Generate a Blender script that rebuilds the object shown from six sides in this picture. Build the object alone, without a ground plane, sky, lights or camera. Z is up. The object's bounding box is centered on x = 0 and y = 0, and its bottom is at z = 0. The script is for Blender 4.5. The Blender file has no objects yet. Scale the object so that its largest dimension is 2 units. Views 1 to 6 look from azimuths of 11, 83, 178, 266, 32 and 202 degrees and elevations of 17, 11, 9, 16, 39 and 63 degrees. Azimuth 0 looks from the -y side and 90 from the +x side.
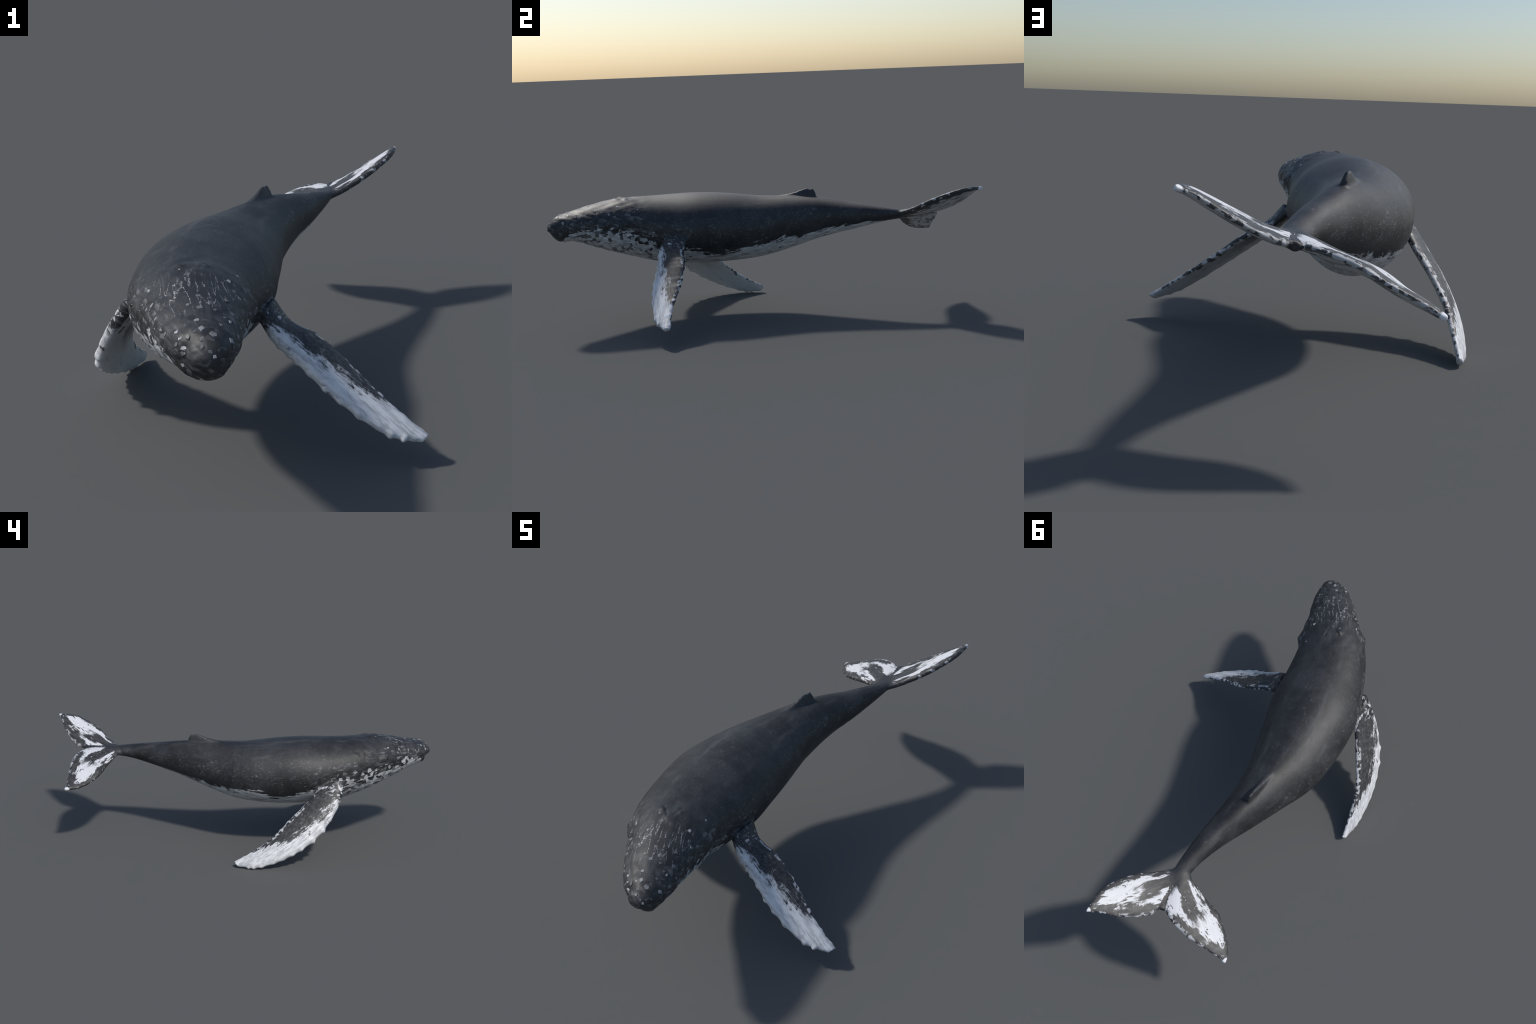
# A humpback whale: one smooth skin built from lofted parts (body, flippers, flukes, dorsal fin),
# fused, then separated into named anatomical parts that share borders and normals.
import bpy, math, random
import numpy as np
from mathutils import Vector, noise as mnoise

random.seed(7)
rng = np.random.default_rng(7)

# ------------------------------------------------------------------ profile tables
# stations along the whale (y), spine centre (x, z), half width, height above / below, roll (deg), section exponent
ST_Y = [-1.0, -.985, -.95, -.88, -.78, -.68, -.58, -.45, -.30, -.15, 0.0, .15, .30, .45, .58, .68, .76, .84]
ST_X = [.009, .010, .010, -.014, -.053, -.086, -.121, -.140, -.147, -.146, -.132, -.098, -.051, .008, .050, .069, .075, .070]
ST_Z = [.477, .475, .475, .479, .477, .471, .461, .439, .424, .412, .414, .434, .450, .459, .463, .462, .466, .470]
ST_W = [.032, .032, .062, .094, .120, .147, .166, .188, .204, .187, .161, .118, .085, .058, .040, .033, .024, .014]
ST_T = [.031, .031, .053, .067, .092, .114, .125, .149, .164, .166, .148, .123, .097, .061, .034, .018, .011, .008]
ST_B = [.020, .020, .064, .075, .113, .144, .166, .180, .180, .169, .157, .135, .101, .070, .041, .024, .019, .016]
ST_R = [-.9, -.9, -1.0, -1.1, -1.3, -1.8, -2.7, -3.3, -3.3, -1.5, 1.4, 5.0, 9.1, 13.2, 17.1, 20.1, 22.6, 25.2]
ST_F = [.97, .95, .97, 1.0, 1.02, 1.02, 1.02, 1.08, 1.05, 1.04, 1.06, 1.09, 1.08, 1.04, 1.00, .98, .96, .93]   # exponent of the upper half
ST_E = [.97, .92, .95, 1.0, 1.04, 1.06, 1.06, 1.05, 1.06, 1.04, 1.04, 1.04, 1.04, 1.03, 1.00, .98, .96, .93]
NS = len(ST_Y)

# blades: leading edge and trailing edge, root to tip
BLADES = {
    "flipper": dict(side=1,
        le=[(.035, -.462, .397), (.085, -.490, .332), (.155, -.503, .272), (.261, -.531, .192), (.400, -.530, .099), (.494, -.494, .068)],
        te=[(.050, -.343, .397), (.108, -.372, .346), (.195, -.374, .307), (.292, -.397, .234), (.401, -.441, .156), (.513, -.464, .080)],
        thick=(.060, .024), mid=.004, bumps=14, amp=.0095),
    "flipper.001": dict(side=-1,
        le=[(-.325, -.500, .405), (-.410, -.446, .276), (-.476, -.347, .156), (-.502, -.207, .063), (-.492, -.055, .004), (-.462, .042, .003)],
        te=[(-.322, -.372, .381), (-.362, -.299, .304), (-.404, -.215, .234), (-.440, -.130, .154), (-.451, -.032, .084), (-.456, .066, .030)],
        thick=(.050, .024), mid=.014, bumps=14, amp=.0095),
    "fluke": dict(side=1,
        le=[(.062, .600, .463), (.100, .652, .466), (.155, .704, .489), (.220, .759, .528), (.272, .826, .563), (.306, .901, .588), (.313, .990, .595)],
        te=[(.072, .800, .466), (.074, .828, .469), (.101, .884, .479), (.161, .930, .509), (.219, .963, .546), (.270, .980, .578), (.311, 1.002, .596)],
        thick=(.038, .017), mid=.011, bumps=11, amp=.006),
    "fluke.001": dict(side=-1,
        le=[(.058, .610, .463), (.016, .663, .446), (-.059, .707, .414), (-.136, .741, .386), (-.187, .791, .355), (-.228, .850, .340), (-.243, .906, .336)],
        te=[(.072, .800, .466), (.060, .832, .467), (.017, .868, .461), (-.046, .893, .442), (-.113, .902, .406), (-.180, .905, .371), (-.241, .913, .336)],
        thick=(.038, .017), mid=.011, bumps=11, amp=.006),
}


# ------------------------------------------------------------------ curve helpers
def hermite(xk, yk, x):
    """smooth interpolation through unevenly spaced knots"""
    xk, yk, x = np.asarray(xk, float), np.asarray(yk, float), np.asarray(x, float)
    h = np.diff(xk)
    d = np.diff(yk) / h
    m = np.empty(len(xk))
    m[1:-1] = (d[:-1] * h[1:] + d[1:] * h[:-1]) / (h[:-1] + h[1:])
    m[0], m[-1] = d[0], d[-1]
    i = np.clip(np.searchsorted(xk, x) - 1, 0, len(h) - 1)
    t = (x - xk[i]) / h[i]
    return ((1 + 2 * t) * (1 - t) ** 2) * yk[i] + t * (1 - t) ** 2 * h[i] * m[i] + t * t * (3 - 2 * t) * yk[i + 1] + t * t * (t - 1) * h[i] * m[i + 1]


def unit(v):
    return v / np.maximum(np.linalg.norm(v, axis=-1, keepdims=True), 1e-9)


def curve(points, n):
    k = np.arange(len(points))
    u = np.linspace(0, len(points) - 1, n)
    P = np.array(points, float)
    return np.stack([hermite(k, P[:, a], u) for a in range(3)], -1)


def spine(nu):
    u = np.linspace(0, NS - 1, nu)
    k = np.arange(NS)
    X, Y, Z, W, T, B, R, E, F = [hermite(k, a, u) for a in (ST_X, ST_Y, ST_Z, ST_W, ST_T, ST_B, ST_R, ST_E, ST_F)]
    cap = np.sqrt(np.minimum(u, 1))
    tip = u < 1
    W = np.where(tip, ST_W[1] * cap, W)
    T = np.where(tip, ST_T[1] * cap, T)
    B = np.where(tip, ST_B[1] * cap, B)
    C = np.stack([X, Y, Z], -1)
    tan = unit(np.gradient(C, axis=0))
    L = unit(np.cross(tan, np.array([0, 0, 1.0])))
    U = np.cross(L, tan)
    a = np.radians(R)[:, None]
    return C, tan, np.cos(a) * L + np.sin(a) * U, np.cos(a) * U - np.sin(a) * L, W, T, B, np.stack([E, F], -1)


SP = spine(17 * 18 + 1)


def body_point(y, deg, lift=0.0):
    """point and outward normal on the body at a station y and a section angle (0 left side, 90 back)"""
    C, tan, L, U, W, T, B, E = SP
    i = int(np.argmin(np.abs(C[:, 1] - y)))
    c, s = math.cos(math.radians(deg)), math.sin(math.radians(deg))

    def at(j):
        j = min(max(j, 1), len(C) - 1)
        h = T[j] if s > 0 else B[j]
        e = E[j, int(s > 0)]
        return C[j] + W[j] * math.copysign(abs(c) ** e, c) * L[j] + h * math.copysign(abs(s) ** e, s) * U[j]

    p = at(i)
    h = T[i] if s > 0 else B[i]
    n2 = unit(c / W[i] * L[i] + s / max(h, .01) * U[i])
    ax = unit(at(i + 3) - at(i - 3))
    n = unit(n2 - ax * float(n2 @ ax))
    return p + n * lift, n, ax


def make_mesh(name, rings, close_ends=True):
    """closed loft from a list of equal-length rings"""
    nr, nt = len(rings), len(rings[0])
    verts = np.concatenate(rings)
    faces = []
    for i in range(nr - 1):
        for j in range(nt):
            k = (j + 1) % nt
            faces.append((i * nt + j, i * nt + k, (i + 1) * nt + k, (i + 1) * nt + j))
    faces.append(tuple(range(nt))[::-1])
    faces.append(tuple((nr - 1) * nt + j for j in range(nt)))
    return verts, faces


# ------------------------------------------------------------------ lofted parts
def loft_body():
    C, tan, L, U, W, T, B, E = SP
    th = np.linspace(0, 2 * np.pi, 96, endpoint=False)
    c, s = np.cos(th), np.sin(th)
    e = np.where(s[None] > 0, E[:, 1:], E[:, :1])
    lx = W[:, None] * np.sign(c) * np.abs(c) ** e
    lz = np.where(s > 0, T[:, None], B[:, None]) * np.sign(s) * np.abs(s) ** e
    S = C[:, None] + lx[..., None] * L[:, None] + lz[..., None] * U[:, None]
    return make_mesh("body", list(S[1:]))


def blade_frame(b, n):
    le, te = curve(b["le"], n), curve(b["te"], n)
    chord = te - le
    mid = (le + te) / 2
    span = unit(np.gradient(mid, axis=0))
    nor = unit(np.cross(span, chord))
    nor *= np.sign(nor[:, 2:3].mean())
    return le, te, nor


def loft_blade(b, n=110, m=26):
    le, te, nor = blade_frame(b, n)
    t = np.linspace(0, 1, n)
    # knobbly leading edge, ragged trailing edge
    r = random.Random(b["bumps"] * 31 + b["side"])
    ph = np.cumsum([1 / b["bumps"] * r.uniform(.75, 1.25) for _ in range(b["bumps"] + 3)])
    lead, trail = np.zeros(n), np.zeros(n)
    fluke = b["bumps"] == 11
    for p in ph:
        lead += np.exp(-((t - p) / .015) ** 2) * r.uniform(.15, 1.25)
        q = p + r.uniform(-.02, .02)
        trail += np.exp(-((t - q) / .016) ** 2) * r.uniform(.2, 1.0)
    ramp = np.clip((t - .12) / .2, 0, 1)
    ch = unit(te - le)
    a_le, a_te = (b["amp"] * .35, b["amp"]) if fluke else (b["amp"], b["amp"] * .55)
    le = le - ch * (lead * a_le * ramp)[:, None] + ch * (a_le * .45 * ramp)[:, None]
    te = te + ch * (trail * a_te * ramp)[:, None] - ch * (a_te * .35 * ramp)[:, None]
    th = np.linspace(0, 2 * np.pi, m * 2, endpoint=False)
    x = .5 - .5 * np.cos(th)                       # 0 leading .. 1 trailing
    prof = np.sign(np.sin(th)) * np.abs(np.sin(th)) ** .7 * (1 - .38 * x)   # fuller towards the leading edge
    up = 1.0 if fluke else 1.3
    prof = np.where(prof > 0, prof * up, prof * (2 - up))                     # and on the upper side
    tk = b["thick"][0] * (1 - t) ** 1.2 + b["thick"][1] * (1 - (1 - t) ** 1.2) + b["mid"] * 4 * t * (1 - t)
    rings = []
    for i in range(n):
        rings.append(le[i] + x[:, None] * (te[i] - le[i]) + (prof * tk[i] * .5)[:, None] * nor[i])
    return make_mesh("blade", rings)


def loft_dorsal():
    C, tan, L, U, W, T, B, E = SP
    rings = []
    th = np.linspace(0, 2 * np.pi, 40, endpoint=False)
    for y in np.linspace(.085, .300, 44):
        j = int(np.argmin(np.abs(C[:, 1] - y)))
        h = float(np.interp(y, [.085, .13, .17, .205, .235, .255, .268, .283, .2865, .292, .300], [-.004, .001, .008, .017, .031, .037, .033, .040, .028, .010, -.004]))
        w = float(np.interp(y, [.085, .17, .25, .30], [.016, .015, .013, .010]))
        top, bot = T[j] + h, T[j] - .05
        s = np.sin(th)
        z = (top + bot) / 2 + (top - bot) / 2 * np.sign(s) * np.abs(s) ** .65
        f = np.clip((z - T[j] + .012) / .045, 0, 1)
        x = w * np.sign(np.cos(th)) * np.abs(np.cos(th)) ** .6 * (1.3 - .66 * f)
        rings.append(C[j] + x[:, None] * L[j] + z[:, None] * U[j])
    return make_mesh("dorsal", rings)


# ------------------------------------------------------------------ fuse into one skin
def fuse(parts):
    V, F, o = [], [], 0
    for v, f in parts:
        V.append(v)
        F += [tuple(o + i for i in q) for q in f]
        o += len(v)
    me = bpy.data.meshes.new("skin_source")
    me.from_pydata(np.concatenate(V).tolist(), [], F)
    import bmesh
    bm = bmesh.new()
    bm.from_mesh(me)
    bmesh.ops.recalc_face_normals(bm, faces=bm.faces)
    bm.to_mesh(me)
    bm.free()
    ob = bpy.data.objects.new("skin_source", me)
    bpy.context.scene.collection.objects.link(ob)
    m = ob.modifiers.new("fuse", "REMESH")
    m.mode = "VOXEL"
    m.voxel_size = .0034
    m.adaptivity = 0
    dg = bpy.context.evaluated_depsgraph_get()
    dg.update()
    ev = ob.evaluated_get(dg)
    out = bpy.data.meshes.new_from_object(ev)
    bpy.data.objects.remove(ob)
    bpy.data.meshes.remove(me)
    return out


def mesh_arrays(me):
    n = len(me.vertices)
    co = np.empty(n * 3)
    me.vertices.foreach_get("co", co)
    e = np.empty(len(me.edges) * 2, np.int64)
    me.edges.foreach_get("vertices", e)
    return co.reshape(-1, 3), e.reshape(-1, 2)


def smooth(co, e, w, steps):
    """Taubin smoothing (no shrink) with a per-vertex weight"""
    n = len(co)
    cnt = np.bincount(e.ravel(), minlength=n)[:, None]
    for k in range(steps):
        for lam in (.6, -.61):
            acc = np.stack([np.bincount(e[:, 0], co[e[:, 1], a], n) + np.bincount(e[:, 1], co[e[:, 0], a], n) for a in range(3)], -1)
            co = co + lam * w[:, None] * (acc / cnt - co)
    return co


def body_coords(co):
    """station index, lateral / vertical section ratio for every vertex"""
    C, tan, L, U, W, T, B, E = SP
    idx = np.empty(len(co), np.int64)
    for a in range(0, len(co), 20000):
        p = co[a:a + 20000]
        d2 = ((p[:, None, :] - C[None]) ** 2).sum(-1)
        idx[a:a + 20000] = d2.argmin(1)
    for _ in range(3):                                  # slide to the section that really holds the point
        ds = ((co - C[idx]) * tan[idx]).sum(1)
        y = C[idx, 1] + ds * tan[idx, 1]
        idx = np.clip(np.searchsorted(C[:, 1], y), 0, len(C) - 1)
    d = co - C[idx]
    lx, lz = (d * L[idx]).sum(1), (d * U[idx]).sum(1)
    h = np.where(lz > 0, T[idx], B[idx])
    rad = np.sqrt((lx / np.maximum(W[idx], .004)) ** 2 + (lz / np.maximum(h, .004)) ** 2)
    return idx, lx, lz, rad, np.degrees(np.arctan2(lz / np.maximum(h, .004), lx / np.maximum(W[idx], .004)))


def push(co, nor, centre, radius, height):
    d = np.linalg.norm(co - centre, axis=1) / radius
    return nor * (height * np.exp(-(d * 1.6) ** 2))[:, None]


skin = fuse([loft_body()] + [loft_blade(b) for b in BLADES.values()] + [loft_dorsal()])
co, edges = mesh_arrays(skin)
idx, lx, lz, rad, ang = body_coords(co)
w = np.full(len(co), .8)
co = smooth(co, edges, w, 6)
# soften the joints where fins leave the body
gap = (rad - 1) * np.maximum(SP[4][idx], .02)
joint = np.exp(-((rad - 1.12) / .16) ** 2) * ((co[:, 1] > -.60) & (co[:, 1] < -.28) & (lz < .02))
joint = np.maximum(joint, np.exp(-((gap - .008) / .014) ** 2) * np.clip((co[:, 1] - .60) / .06, 0, 1) * np.clip((.86 - co[:, 1]) / .06, 0, 1))
joint = np.maximum(joint, .8 * np.exp(-(gap / .008) ** 2) * ((co[:, 1] > .07) & (co[:, 1] < .32) & (lz > 0) & (np.abs(lx) < .04)))
n_v = len(co)
cnt = np.bincount(edges.ravel(), minlength=n_v)[:, None]
for _ in range(22):
    acc = np.stack([np.bincount(edges[:, 0], co[edges[:, 1], a], n_v) + np.bincount(edges[:, 1], co[edges[:, 0], a], n_v) for a in range(3)], -1)
    co = co + .5 * joint[:, None] * (acc / cnt - co)

skin.vertices.foreach_set("co", co.ravel())
skin.update()
nor = np.empty(n_v * 3)
skin.vertices.foreach_get("normal", nor)
nor = nor.reshape(-1, 3)

# relief: eye swellings, blowhole guard and slits, chin knobs, rostrum ridge
disp = np.zeros_like(co)
EYES = []
for deg in (170, 10):
    p, n, ax = body_point(-.668, deg)
    EYES.append((p, n, ax))
    disp += push(co, nor, p, .040, .011)
    disp += push(co, nor, body_point(-.700, deg + (8 if deg > 90 else -8))[0], .035, .003)
for deg in (86, 94):
    for k in range(9):
        disp += push(co, nor, body_point(-.672 + .0045 * k, deg + (deg - 90) * (.2 + .25 * k))[0], .008, -.0016)
for y, deg, r, h in ((-.655, 77, .022, .005), (-.655, 103, .022, .005), (-.690, 90, .03, .004), (-.62, 90, .03, -.003)):
    disp += push(co, nor, body_point(y, deg)[0], r, h)
for y, deg, r, h in ((-.932, -78, .008, .004), (-.933, -98, .009, .005)):
    disp += push(co, nor, body_point(y, deg)[0], r, h)
# uneven, knobbly skin on the jaws and rostrum and a slight lip line
head_v = np.where((co[:, 1] < -.45) & (rad < 1.15))[0]
lip = np.interp(co[head_v, 1], [-1.0, -.95, -.88, -.75, -.6], [-8, -12, -8, -6, -14])
side_a = np.where(np.abs(ang[head_v]) > 90, np.sign(ang[head_v]) * 180 - ang[head_v], ang[head_v])
fade = np.clip((-.45 - co[head_v, 1]) / .15, 0, 1) * np.clip((70 - side_a) / 40, .15, 1)
for k, (v, f) in enumerate(zip(head_v, fade)):
    p = Vector(co[v])
    a = mnoise.noise(p * 48)
    b = mnoise.cell(p * 60 + Vector((mnoise.noise(p * 30), mnoise.noise(p * 34), 0)))
    disp[v] += nor[v] * f * (.0014 * a + .0007 * b - .0016 * math.exp(-((side_a[k] - lip[k]) / 2.2) ** 2) * min(1, max(0, (-.62 - co[v, 1]) / .08)))
co = co + disp
co = co + nor * (.0012 * (np.sin(co[:, 1] * 70 + 3 * np.sin(co[:, 2] * 60)) * np.sin(co[:, 0] * 80) * (rad < 1.1) * np.clip((-.5 - co[:, 1]) / .15, 0, 1)))[:, None]
skin.vertices.foreach_set("co", co.ravel())
skin.update()
skin.vertices.foreach_get("normal", nor_flat := np.empty(n_v * 3))
nor = nor_flat.reshape(-1, 3)


# ------------------------------------------------------------------ materials
class Nodes:
    def __init__(self, name):
        self.mat = bpy.data.materials.new(name)
        self.mat.use_nodes = True
        self.t = self.mat.node_tree
        self.t.nodes.clear()

    def new(self, kind, **kw):
        n = self.t.nodes.new(kind)
        for k, v in kw.items():
            setattr(n, k, v)
        return n

    def put(self, sock, v):
        if isinstance(v, bpy.types.NodeSocket):
            self.t.links.new(v, sock)
        elif v is not None:
            sock.default_value = v

    def m(self, op, a, b=None, c=None, clamp=False):
        n = self.new("ShaderNodeMath", operation=op, use_clamp=clamp)
        for s, v in zip(n.inputs, (a, b, c)):
            self.put(s, v)
        return n.outputs[0]

    def add(self, *v):
        r = v[0]
        for x in v[1:]:
            r = self.m("ADD", r, x)
        return r

    def mul(self, *v):
        r = v[0]
        for x in v[1:]:
            r = self.m("MULTIPLY", r, x)
        return r

    def sub(self, a, b):
        return self.m("SUBTRACT", a, b)

    def step(self, v, lo, hi):
        """smooth ramp 0..1 from lo to hi (lo may exceed hi)"""
        n = self.new("ShaderNodeMapRange", interpolation_type="SMOOTHSTEP", clamp=True)
        self.put(n.inputs["Value"], v)
        a, b, o0, o1 = (lo, hi, 0.0, 1.0) if lo < hi else (hi, lo, 1.0, 0.0)
        n.inputs["From Min"].default_value, n.inputs["From Max"].default_value = a, b
        n.inputs["To Min"].default_value, n.inputs["To Max"].default_value = o0, o1
        return n.outputs[0]

    def table(self, v, xs, ys):
        """value looked up on a smooth profile curve"""
        x0, x1, y0, y1 = min(xs), max(xs), min(ys), max(ys)
        y1 = y1 if y1 > y0 else y0 + 1
        n = self.new("ShaderNodeFloatCurve")
        c = n.mapping.curves[0]
        pts = [((x - x0) / (x1 - x0), (y - y0) / (y1 - y0)) for x, y in zip(xs, ys)]
        while len(c.points) < len(pts):
            c.points.new(.5, .5)
        for p, q in zip(c.points, pts):
            p.location = q
        n.mapping.update()
        self.put(n.inputs["Value"], self.m("MULTIPLY_ADD", v, 1 / (x1 - x0), -x0 / (x1 - x0), clamp=True))
        return self.m("MULTIPLY_ADD", n.outputs[0], y1 - y0, y0)

    def vec(self, x, y, z):
        n = self.new("ShaderNodeCombineXYZ")
        for s, v in zip(n.inputs, (x, y, z)):
            self.put(s, v)
        return n.outputs[0]

    def dot(self, a, b):
        n = self.new("ShaderNodeVectorMath", operation="DOT_PRODUCT")
        self.put(n.inputs[0], a)
        self.put(n.inputs[1], b)
        return n.outputs["Value"]

    def noise(self, v, scale, detail=3, rough=.55, dist=0.0):
        n = self.new("ShaderNodeTexNoise")
        self.put(n.inputs["Vector"], v)
        n.inputs["Scale"].default_value = scale
        n.inputs["Detail"].default_value = detail
        n.inputs["Roughness"].default_value = rough
        n.inputs["Distortion"].default_value = dist
        return n.outputs["Fac"]

    def cells(self, v, scale, rnd=.8, feature="F1", metric="EUCLIDEAN"):
        n = self.new("ShaderNodeTexVoronoi", feature=feature)
        if feature != "DISTANCE_TO_EDGE":
            n.distance = metric
        self.put(n.inputs["Vector"], v)
        n.inputs["Scale"].default_value = scale
        n.inputs["Randomness"].default_value = rnd
        return n

    def sep(self, v):
        n = self.new("ShaderNodeSeparateXYZ")
        self.put(n.inputs[0], v)
        return n.outputs

    def mix(self, f, a, b):
        n = self.new("ShaderNodeMix", data_type="RGBA")
        self.put(n.inputs[0], f)
        self.put(n.inputs[6], a)
        self.put(n.inputs[7], b)
        return n.outputs[2]

    def grey(self, v):
        return self.vec(v, v, v)

    def scale(self, col, f):
        n = self.new("ShaderNodeVectorMath", operation="SCALE")
        self.put(n.inputs[0], col)
        self.put(n.inputs["Scale"], f)
        return n.outputs[0]

    def finish(self, col, rough=.5, bump=None, bump_d=.001, spec=.5):
        p = self.new("ShaderNodeBsdfPrincipled")
        o = self.new("ShaderNodeOutputMaterial")
        self.put(p.inputs["Base Color"], col)
        self.put(p.inputs["Roughness"], rough)
        p.inputs["Specular IOR Level"].default_value = spec
        if bump is not None:
            b = self.new("ShaderNodeBump")
            b.inputs["Distance"].default_value = bump_d
            b.inputs["Strength"].default_value = .8
            self.put(b.inputs["Height"], bump)
            self.t.links.new(b.outputs[0], p.inputs["Normal"])
        self.t.links.new(p.outputs[0], o.inputs[0])
        return self.mat


DARK = (.034, .034, .036, 1)
DARKER = (.013, .013, .014, 1)
PALE = (.30, .31, .32, 1)
WHITE = (.66, .67, .69, 1)


def body_colour(N):
    """dark back, ragged white throat and belly, facet mosaic on the jaws, streaks and scratches"""
    pos = N.new("ShaderNodeTexCoord").outputs["Object"]
    x, y, z = N.sep(pos)
    C, tan, L, U, W, T, B, E = SP
    J = [int(np.argmin(np.abs(C[:, 1] - s))) for s in ST_Y]
    Y = [float(C[j, 1]) for j in J]
    tabf = lambda v, a: N.table(v, Y, [float(a[j]) for j in J])
    dx0 = N.sub(x, tabf(y, C[:, 0]))
    ys = N.m("MULTIPLY_ADD", dx0, tabf(y, tan[:, 0]), y)
    dx, dz = N.sub(x, tabf(ys, C[:, 0])), N.sub(z, tabf(ys, C[:, 2]))
    dy = N.sub(y, ys)
    d = N.vec(dx, dy, dz)
    lat = N.dot(d, N.vec(tabf(ys, L[:, 0]), tabf(ys, L[:, 1]), tabf(ys, L[:, 2])))
    up = N.dot(d, N.vec(tabf(ys, U[:, 0]), tabf(ys, U[:, 1]), tabf(ys, U[:, 2])))
    h = N.m("MAXIMUM", N.table(ys, Y, [(ST_T[i] + ST_B[i]) / 2 for i in range(NS)]), .008)
    wd = N.m("MAXIMUM", N.table(ys, Y, ST_W), .008)
    la = N.m("ABSOLUTE", lat)
    ang = N.mul(N.m("ARCTAN2", N.m("DIVIDE", up, h), N.m("DIVIDE", la, wd)), 57.2958)   # -90 belly .. 90 back
    # coordinates that run along the whale, for streaks
    along = N.vec(N.mul(lat, 1.0), N.mul(ys, .16), up)
    nz_big = N.noise(pos, 7, 3)
    nz = N.noise(pos, 26, 4, .6)
    streak = N.noise(along, 60, 4, .62, .3)
    fine = N.noise(pos, 240, 2, .6)
    cell = N.cells(pos, 54, .75)
    ccol = N.sep(cell.outputs["Color"])
    r1, r2, r3 = ccol[0], ccol[1], ccol[2]
    # --- dark back
    tone = N.add(N.mul(nz_big, .8), N.mul(nz, .35), N.mul(fine, .45))
    base = N.mix(N.step(tone, .62, 1.02), (.0115, .012, .0135, 1), (.033, .0345, .038, 1))
    # pale haze of fine scratches on the flank
    flank = N.mul(N.step(ang, 50, 12), N.step(ang, -32, -5))
    edge = N.cells(N.vec(N.mul(lat, 1.6), N.mul(ys, 1.0), N.mul(up, 1.3)), 44, 1.0, "DISTANCE_TO_EDGE").outputs["Distance"]
    scratch = N.mul(N.step(edge, .045, .01), N.step(N.noise(pos, 55, 3), .54, .64), N.step(nz_big, .38, .55), N.m("MULTIPLY_ADD", flank, .95, .08))
    speck = N.mul(N.step(N.noise(along, 300, 3, .65), .56, .70), N.step(nz, .36, .60), N.m("MULTIPLY_ADD", flank, .45, .38))
    base = N.mix(scratch, base, (.18, .18, .19, 1))
    base = N.mix(speck, base, (.16, .16, .17, 1))
    haze = N.mul(N.step(N.noise(along, 24, 3), .52, .74), N.m("MULTIPLY_ADD", N.step(ang, 15, 45), .20, .08))
    base = N.mix(haze, base, (.12, .12, .125, 1))
    # --- rostrum: dotted pale streaks running back from the snout
    ros = N.mul(N.step(ys, -.90, -.81), N.step(ys, -.64, -.80), N.step(ang, 28, 44))
    line = N.noise(N.vec(N.mul(lat, 1.0), N.mul(ys, .17), 0.0), 40, 2, .5, .5)
    ros = N.mul(ros, N.step(N.m("ABSOLUTE", N.sub(line, .5)), .026, .010), N.step(N.noise(pos, 170, 2), .42, .54), N.step(nz, .40, .54))
    base = N.mix(ros, base, (.34, .34, .36, 1))
    # --- jaw and cheek facets
    top = N.table(ys, [-1.0, -.92, -.84, -.75, -.68, -.60, -.50, -.40, -.34, -.27, .84], [95, 84, 62, 42, 28, 16, 8, 10, 0, -40, -95])
    facet = N.step(N.sub(N.add(ang, N.mul(N.sub(r3, .5), 26)), top), 5, -5)
    slope = N.m("FRACT", N.mul(N.dot(pos, (31.0, 17.0, 43.0)), 1.0))
    ftone = N.mul(r1, N.m("MULTIPLY_ADD", slope, .8, .4))
    base = N.mix(N.mul(facet, N.step(ftone, .45, 1.0), N.m("MULTIPLY_ADD", N.step(ang, 60, 20), .5, .3)), base, (.15, .153, .16, 1))
    base = N.mix(N.mul(facet, N.step(r2, .60, .70), .7), base, DARKER)
    # --- ragged white underside
    bound = N.table(ys, [-1.0, -.965, -.92, -.86, -.77, -.68, -.58, -.48, -.34, -.20, -.08, .03, .12, .24, .40, .50, .56, .62, .84],
                    [-110, -97, -37, -13, -13, -20, -24, -27, -28, -40, -33, -30, -36, -45, -50, -54, -66, -80, -95])
    amp_c = N.mul(N.step(ys, -.30, -.45), N.step(ys, -.93, -.80))
    mosaic = N.mul(N.sub(r3, .5), N.m("MULTIPLY_ADD", amp_c, 36, 3))
    rag = N.add(N.mul(N.sub(streak, .5), 62), N.mul(N.sub(nz, .5), 26), mosaic)
    white = N.step(N.sub(N.add(ang, rag), bound), 2.5, -2.5)
    wcol = N.mix(N.step(N.noise(along, 95, 4, .6), .40, .66), (.40, .415, .43, 1), (.62, .635, .655, 1))
    pleat = N.mul(N.step(N.noise(N.vec(lat, N.mul(ys, .06), up), 120, 3, .6), .555, .62), N.step(nz_big, .35, .55), N.step(ang, -32, -50))
    wcol = N.mix(N.mul(pleat, .85), wcol, (.04, .041, .043, 1))
    dcell = N.mul(N.step(r2, .80, .84), N.step(ys, -.28, -.36), N.step(ys, -.93, -.88))
    wcol = N.mix(N.mul(dcell, .9), wcol, (.05, .051, .053, 1))
    wcol = N.mix(N.mul(N.step(r1, .5, .9), amp_c, .5), wcol, (.20, .205, .215, 1))
    col = N.mix(white, base, wcol)
    return col, pos, dict(ys=ys, ang=ang, nz=nz, streak=streak, fine=fine, nz_big=nz_big, cells=(r1, r2, r3))


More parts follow.
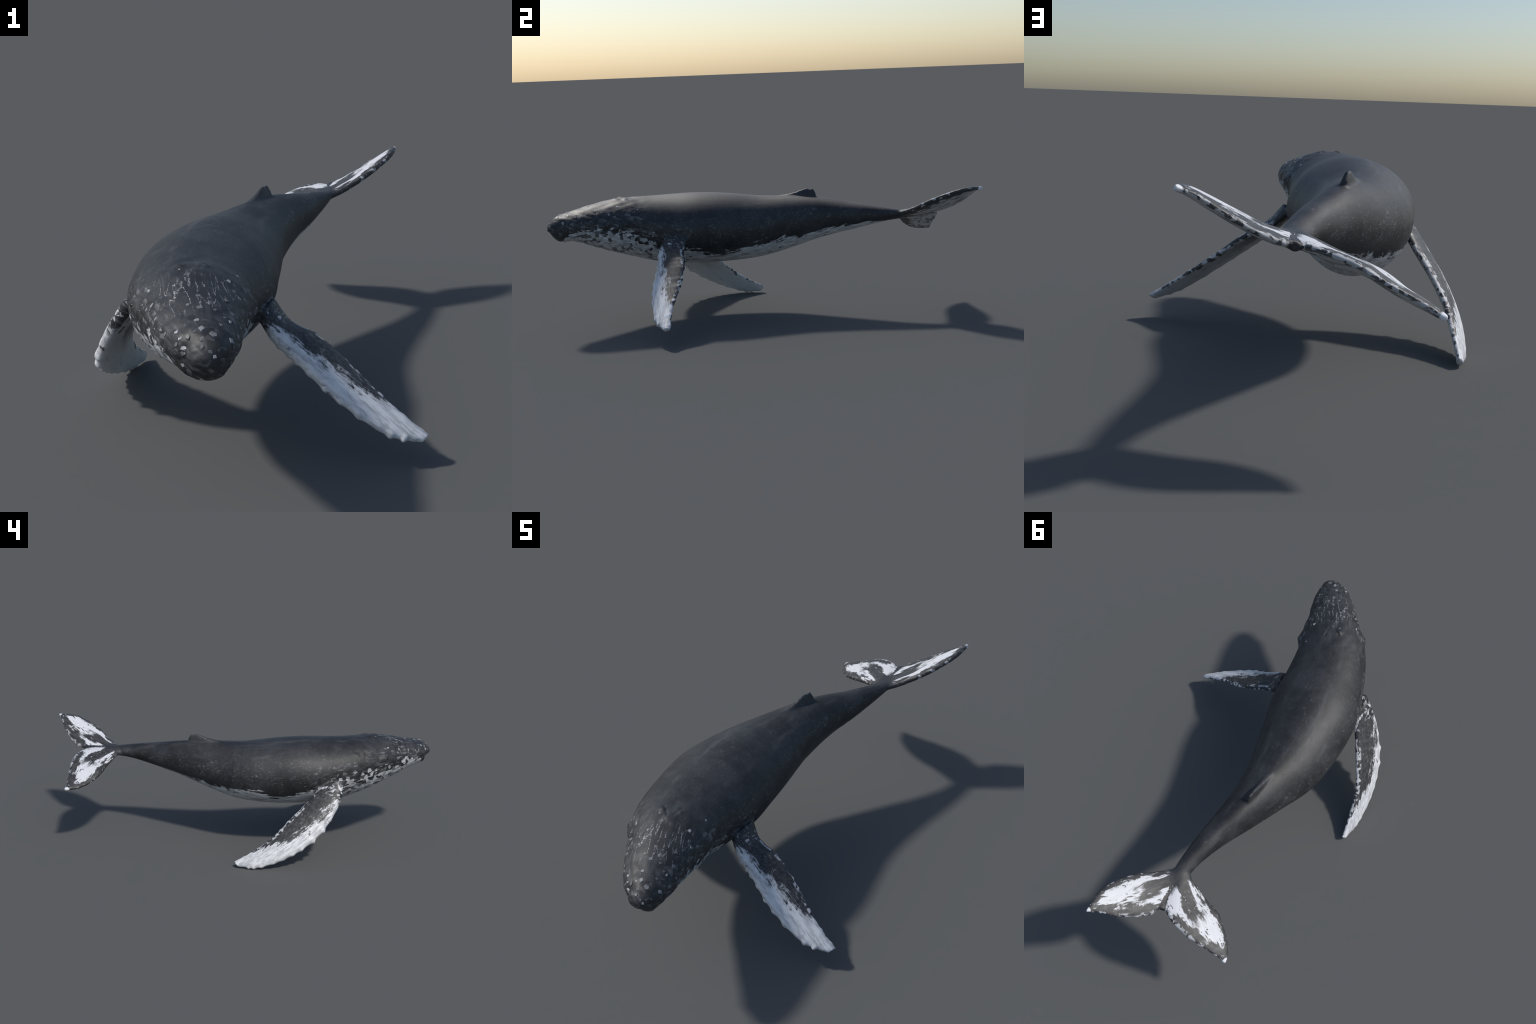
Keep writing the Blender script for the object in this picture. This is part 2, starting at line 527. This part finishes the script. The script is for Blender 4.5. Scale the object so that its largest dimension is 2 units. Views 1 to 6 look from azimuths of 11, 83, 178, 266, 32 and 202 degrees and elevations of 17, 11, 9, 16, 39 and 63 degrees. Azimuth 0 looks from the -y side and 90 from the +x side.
def skin_material():
    N = Nodes("whale_skin")
    col, pos, g = body_colour(N)
    bump = N.add(N.mul(g["streak"], .6), N.mul(g["fine"], .25))
    return N.finish(col, N.m("MULTIPLY_ADD", g["nz"], .14, .49), bump, .0006, .55)


def blade_coords(N, b, pos):
    """span (0 root .. 1 tip), chord (0 leading .. 1 trailing) and side (1 upper) of a fin"""
    le, te, nr = blade_frame(b, 60)
    p0 = (le[0] + te[0]) / 2
    d = unit((le[-1] + te[-1]) / 2 - p0)
    ch = (te - le)[5:45].mean(0)
    ch = unit(ch - d * float(ch @ d))
    ln = float(((le[-1] + te[-1]) / 2 - p0) @ d)
    s_le, s_te = ((le - p0) @ d) / ln, ((te - p0) @ d) / ln
    e_le, e_te = (le - p0) @ ch, (te - p0) @ ch
    q = np.linspace(0, 1, 9)
    sub = N.new("ShaderNodeVectorMath", operation="SUBTRACT")
    N.put(sub.inputs[0], pos)
    sub.inputs[1].default_value = p0
    s = N.mul(N.dot(sub.outputs[0], tuple(d)), 1 / ln)
    e = N.dot(sub.outputs[0], tuple(ch))
    o1, o2 = np.argsort(s_le), np.argsort(s_te)
    t1 = N.table(s, q.tolist(), np.interp(q, s_le[o1], e_le[o1]).tolist())
    t2 = N.table(s, q.tolist(), np.interp(q, s_te[o2], e_te[o2]).tolist())
    c = N.m("DIVIDE", N.sub(e, t1), N.m("MAXIMUM", N.sub(t2, t1), .004))
    n_mean = unit(nr.mean(0))
    geo = N.new("ShaderNodeNewGeometry")
    qs = np.linspace(0, 1, 7)
    s_mid = (s_le + s_te) / 2
    o3 = np.argsort(s_mid)
    n_s = [N.table(s, qs.tolist(), np.interp(qs, s_mid[o3], nr[o3, a]).tolist()) for a in range(3)]
    side = N.step(N.dot(geo.outputs["Normal"], N.vec(*n_s)), -.10, .10)
    dn = N.dot(sub.outputs[0], tuple(n_mean))
    flow = N.vec(N.mul(s, ln * .22), e, dn)
    return s, c, side, flow


def flipper_material(name, b):
    N = Nodes(name)
    body, pos, g = body_colour(N)
    s, c, side, flow = blade_coords(N, b, pos)
    n1 = N.noise(flow, 42, 4, .65, .4)
    n2 = N.noise(pos, 30, 3, .6)
    edge = N.table(s, [0, .12, .25, .40, .55, .68, .78, .88, 1], [.12, .20, .27, .38, .51, .68, .92, 1.18, 1.3])
    rag = N.add(N.mul(N.sub(n1, .5), 1.1), N.mul(N.sub(n2, .5), .45))
    mott = N.add(N.mul(N.sub(N.noise(flow, 130, 4, .7, .4), .5), .75), N.mul(N.sub(N.noise(pos, 110, 3, .6), .5), .35))
    wh_up = N.step(N.sub(N.add(c, rag, mott), edge), .13, -.10)
    dark = N.mix(N.step(N.noise(pos, 80, 3), .35, .7), (.020, .020, .022, 1), (.060, .060, .063, 1))
    sc = N.mul(N.step(N.noise(flow, 150, 3, .6), .585, .66), N.step(n2, .42, .6))
    dark = N.mix(N.mul(sc, .7), dark, (.30, .30, .31, 1))
    white = N.mix(N.step(N.noise(flow, 80, 4, .65), .36, .6), (.44, .45, .47, 1), (.72, .73, .75, 1))
    up = N.mix(wh_up, dark, white)
    # underside: pale with dark streaks, dusky towards the root's trailing half
    st = N.step(N.noise(flow, 70, 4, .7), .60, .70)
    low = N.mix(N.mul(st, .55), N.mix(n1, (.36, .37, .385, 1), (.60, .61, .63, 1)), (.09, .09, .094, 1))
    dusk = N.mul(N.step(s, .62, .20), N.step(N.add(c, rag), .42, .62))
    low = N.mix(N.mul(dusk, .85), low, (.06, .059, .058, 1))
    col = N.mix(side, low, up)
    # trailing and leading rims: small pale and dark facets
    k = N.cells(pos, 62, .9, metric="CHEBYCHEV")
    kc = N.sep(k.outputs["Color"])
    rim = N.m("MAXIMUM", N.m("MAXIMUM", N.step(c, .955, .975), N.mul(N.step(c, .86, .92), N.step(kc[1], .62, .66))), N.mul(N.step(c, .05, .0), N.step(kc[2], .78, .82)))
    rcol = N.mix(N.step(kc[0], .36, .44), (.035, .035, .038, 1), (.52, .53, .55, 1))
    col = N.mix(N.mul(rim, .9), col, rcol)
    # shoulder blends into the body skin
    col = N.mix(N.step(N.add(s, N.mul(N.sub(g["cells"][0], .5), .08)), .10, .05), col, body)
    bump = N.add(N.mul(n1, .6), N.mul(g["fine"], .25))
    return N.finish(col, N.m("MULTIPLY_ADD", n2, .2, .42), bump, .0014)


def fluke_material(name, b):
    N = Nodes(name)
    body, pos, g = body_colour(N)
    s, c, side, flow = blade_coords(N, b, pos)
    n1 = N.noise(flow, 44, 4, .60, .6)
    n2 = N.noise(pos, 34, 3, .6)
    rag = N.add(N.mul(N.sub(n1, .5), .85), N.mul(N.sub(n2, .5), .25))
    cr, sr = N.add(c, rag), N.add(s, N.mul(rag, .6))
    lead = N.step(N.sub(cr, N.table(s, [0, .3, .6, .85, 1], [.17, .14, .17, .30, .5])), .04, -.04)
    trail = N.step(N.sub(cr, N.table(s, [0, .12, .25, .40, .60, .80, 1], [1.2, 1.15, .94, .76, .65, .58, .48])), -.04, .04)
    wedge = N.mul(N.step(N.m("ABSOLUTE", N.sub(N.m("MULTIPLY_ADD", rag, .5, c), N.table(s, [0, .3, .6, 1], [.42, .46, .52, .55]))), .21, .15), N.step(sr, .54, .42))
    tipd = N.step(sr, .86, .90)
    dk = N.m("MAXIMUM", N.m("MAXIMUM", lead, trail), N.m("MAXIMUM", wedge, tipd))
    vein = N.noise(flow, 95, 4, .65, .3)
    dk = N.m("MAXIMUM", dk, N.mul(N.step(vein, .60, .62), N.step(n2, .44, .50)))
    dk = N.mul(dk, N.m("MULTIPLY_ADD", N.mul(N.step(vein, .40, .36), N.step(n2, .52, .46)), -.8, 1.0))
    dark = N.mix(N.step(N.noise(flow, 90, 3), .35, .7), (.026, .026, .027, 1), (.062, .062, .063, 1))
    white = N.mix(N.noise(flow, 60, 3), (.56, .57, .60, 1), (.72, .73, .755, 1))
    up = N.mix(dk, white, dark)
    st = N.step(N.noise(flow, 64, 4, .7), .50, .60)
    low = N.mix(st, (.48, .49, .50, 1), (.060, .060, .063, 1))
    low = N.mix(N.step(N.sub(cr, .22), .06, -.06), low, (.035, .035, .037, 1))
    col = N.mix(side, low, up)
    k = N.cells(pos, 78, .9, metric="CHEBYCHEV")
    kc = N.sep(k.outputs["Color"])
    rim = N.m("MAXIMUM", N.m("MAXIMUM", N.step(c, .955, .975), N.mul(N.step(c, .88, .93), N.step(kc[1], .6, .64))), N.mul(N.step(c, .06, .02), N.step(kc[2], .7, .75)))
    rcol = N.mix(N.step(kc[0], .45, .55), (.025, .025, .027, 1), (.42, .43, .45, 1))
    col = N.mix(N.mul(rim, .85), col, rcol)
    col = N.mix(N.step(N.add(s, N.mul(rag, .05)), .955, .97), col, (.74, .75, .78, 1))
    col = N.mix(N.step(N.add(s, N.mul(rag, .12)), .10, .04), col, body)
    bump = N.add(N.mul(n1, .5), N.mul(g["fine"], .25))
    return N.finish(col, N.m("MULTIPLY_ADD", n2, .2, .42), bump, .0012)


def plain(name, col, rough=.5):
    N = Nodes(name)
    pos = N.new("ShaderNodeTexCoord").outputs["Object"]
    k = N.noise(pos, 120, 3)
    return N.finish(N.mix(k, tuple(c * .75 for c in col[:3]) + (1,), tuple(c * 1.2 for c in col[:3]) + (1,)), rough)


def tubercle_material():
    N = Nodes("tubercle_skin")
    r = N.new("ShaderNodeObjectInfo").outputs["Random"]
    pos = N.new("ShaderNodeTexCoord").outputs["Object"]
    v = N.table(r, [0, .25, .6, 1], [.05, .11, .22, .48])
    v = N.mul(v, N.m("MULTIPLY_ADD", N.noise(pos, 90, 3), .9, .5))
    return N.finish(N.vec(v, v, N.mul(v, 1.04)), .45)


MAT_SKIN = skin_material()
MATS = {k: (flipper_material if "flipper" in k else fluke_material)(k.replace(".", "_") + "_skin", b) for k, b in BLADES.items()}

# ------------------------------------------------------------------ part regions
nf = len(skin.polygons)
cen = np.empty(nf * 3)
skin.polygons.foreach_get("center", cen)
cen = cen.reshape(-1, 3)
lt = np.empty(len(skin.loops), np.int64)
skin.loops.foreach_get("vertex_index", lt)
ls = np.empty(nf, np.int64)
ltot = np.empty(nf, np.int64)
skin.polygons.foreach_get("loop_start", ls)
skin.polygons.foreach_get("loop_total", ltot)
fi, flx, flz, frad, fang = body_coords(cen)
fy = SP[0][fi, 1]
region = np.full(nf, "torso", dtype=object)
fa = np.degrees(np.arctan2(flz / np.maximum((SP[5][fi] + SP[6][fi]) / 2, .004), np.abs(flx) / np.maximum(SP[4][fi], .004)))
jaw_line = np.interp(fy, [-1.0, -.95, -.88, -.75, -.6], [-8, -12, -8, -6, -14])
region[fy < -.53] = "head"
region[(fy < -.53) & (fa < jaw_line)] = "lower_jaw"
region[fy > .33] = "tail_stock"
region[(fy > .095) & (fy < .30) & (flz > SP[5][fi] + .004) & (np.abs(flx) < .03)] = "dorsal_fin"


def near_blade(b, p):
    le, te, nr = blade_frame(b, 40)
    best = np.full(len(p), 9.0)
    for f in np.linspace(0, 1, 9):
        q = le + (te - le) * f
        for a in range(0, len(p), 40000):
            best[a:a + 40000] = np.minimum(best[a:a + 40000], np.sqrt(((p[a:a + 40000, None] - q[None]) ** 2).sum(-1).min(1)))
    return best


for k, b in BLADES.items():
    cand = np.where(((fy > -.62) & (fy < .15) & (np.sign(flx) == b["side"]) & (frad > 1.10) & (flz < .06)) if "flipper" in k
                    else ((cen[:, 1] > .62) & (frad > 1.25) & (np.sign(flx) == b["side"])))[0]
    d = near_blade(b, cen[cand])
    region[cand[d < .045]] = k
# faces of the far fin tips must not be caught by body tests
for k in ("flipper", "flipper.001"):
    b = BLADES[k]
    far = np.where((frad > 1.35) & (region != k) & (cen[:, 1] < .3) & (np.sign(flx) == b["side"]))[0]
    if len(far):
        region[far[near_blade(b, cen[far]) < .05]] = k

root = bpy.data.objects.new("humpback_whale", None)
root.empty_display_size = .2
bpy.context.scene.collection.objects.link(root)
root["label"] = "humpback whale swimming, dark back, white flippers and flukes"
root["category"] = "whale"

PARENT = {"lower_jaw": "head", "dorsal_fin": "torso"}
OBJ = {}


def add_part(name, me, parent):
    ob = bpy.data.objects.new(name, me)
    bpy.context.scene.collection.objects.link(ob)
    ob.parent = parent
    return ob


for name in ["torso", "head", "tail_stock", "lower_jaw", "dorsal_fin"] + list(BLADES):
    fs = np.where(region == name)[0]
    if not len(fs):
        continue
    vidx = [lt[ls[f]:ls[f] + ltot[f]] for f in fs]
    flat = np.concatenate(vidx)
    used, inv = np.unique(flat, return_inverse=True)
    me = bpy.data.meshes.new(name.split(".")[0])
    o, polys = 0, []
    for q in vidx:
        polys.append(tuple(int(i) for i in inv[o:o + len(q)]))
        o += len(q)
    me.from_pydata(co[used].tolist(), [], polys)
    me.polygons.foreach_set("use_smooth", [True] * len(me.polygons))
    me.materials.append(MATS.get(name, MAT_SKIN))
    me.normals_split_custom_set_from_vertices(nor[used].tolist())
    OBJ[name] = add_part(name, me, OBJ.get(PARENT.get(name), root))
bpy.data.meshes.remove(skin)

# ------------------------------------------------------------------ eyes
eye_mat = plain("eye_surface", (.012, .010, .009, 1), .15)
for i, (p, n, ax) in enumerate(EYES):
    n = unit(n)
    up = np.cross(n, ax)
    V, F = [], []
    for a in range(7):
        lat_a = a / 6 * math.pi / 2
        for k in range(16):
            t = k / 16 * 2 * math.pi
            V.append(p + n * (.0085 + .0045 * math.sin(lat_a)) + ax * (.0085 * math.cos(lat_a) * math.cos(t)) + up * (.0055 * math.cos(lat_a) * math.sin(t)))
    for a in range(6):
        for k in range(16):
            F.append((a * 16 + k, a * 16 + (k + 1) % 16, (a + 1) * 16 + (k + 1) % 16, (a + 1) * 16 + k))
    me = bpy.data.meshes.new("eye")
    me.from_pydata([tuple(v) for v in V], [], F)
    me.polygons.foreach_set("use_smooth", [True] * len(me.polygons))
    me.materials.append(eye_mat)
    add_part("eye" if i == 0 else "eye.001", me, OBJ["head"])

# ------------------------------------------------------------------ tubercles: flat-topped knobs on the rostrum and jaws
# (station y, section angle, size in cm)
KNOBS = [(-.859, 158, 1.2), (-.885, 159, 1.1), (-.912, 141, 1.1), (-.933, 141, 1.0), (-.936, 158, 1.0), (-.964, 156, 1.2), (-.968, 150, 1.2), (-.967, 172, 1.2),
         (-.854, 92, 1.4), (-.807, 90, 1.2), (-.930, 96, 1.5), (-.898, 100, 1.0), (-.903, 88, 1.0), (-.951, 73, 1.5), (-.860, 71, .8), (-.879, 56, .7), (-.884, 46, .9),
         (-.910, 62, 1.0), (-.931, 79, .6), (-.948, 126, 1.2), (-.969, 32, 1.3), (-.936, 28, 1.3), (-.940, 14, 1.0), (-.849, 34, 1.0), (-.734, 43, 1.2), (-.722, 26, 1.2),
         (-.980, 90, 1.1), (-.765, 150, 1.0), (-.817, 156, .9), (-.754, 160, .9), (-.712, 161, 1.2), (-.982, 24, .9), (-.985, 50, .9), (-.973, 165, .9),
         (-.963, -158, .9), (-.957, -54, 1.0), (-.966, 96, 1.3), (-.938, 109, .8), (-.703, 53, 1.2), (-.704, 144, 1.0), (-.677, 105, .7), (-.838, 106, .8), (-.803, 52, 1.0),
         (-.675, 30, 1.4), (-.747, 34, 1.1), (-.768, 156, .7), (-.626, 41, .8), (-.623, -4, .9), (-.905, 20, .9), (-.87, 20, .8), (-.83, 18, .9), (-.79, 20, .8)]
tub_mat = tubercle_material()
for i, (y, deg, size) in enumerate(KNOBS):
    p, n, ax = body_point(y, deg)
    up = unit(np.cross(n, ax))
    k = random.choice((4, 4, 4, 5))
    r = size * .0062
    a0 = random.uniform(0, 6.28)
    st = random.uniform(.75, 1.3)
    ring = [(math.cos(a0 + 6.283 * j / k + random.uniform(-.25, .25)) * st, math.sin(a0 + 6.283 * j / k + random.uniform(-.25, .25)) / st) for j in range(k)]
    V = []
    for f, hgt in ((1.25, -.004), (1.07, .0002), (.92, .0012)):
        for cx, cy in ring:
            # sit on the curved head
            V.append(p + ax * (cx * r * f) + up * (cy * r * f) + n * (hgt - .5 * (cy * r * f) ** 2 / .07))
    F = [tuple(2 * k + j for j in range(k))]
    for a in range(2):
        for j in range(k):
            F.append((a * k + j, a * k + (j + 1) % k, (a + 1) * k + (j + 1) % k, (a + 1) * k + j))
    me = bpy.data.meshes.new("tubercle")
    me.from_pydata([tuple(v) for v in V], [], F)
    me.materials.append(tub_mat)
    add_part("tubercle" if i == 0 else "tubercle.%03d" % i, me, OBJ["lower_jaw"] if math.sin(math.radians(deg)) < 0 else OBJ["head"])
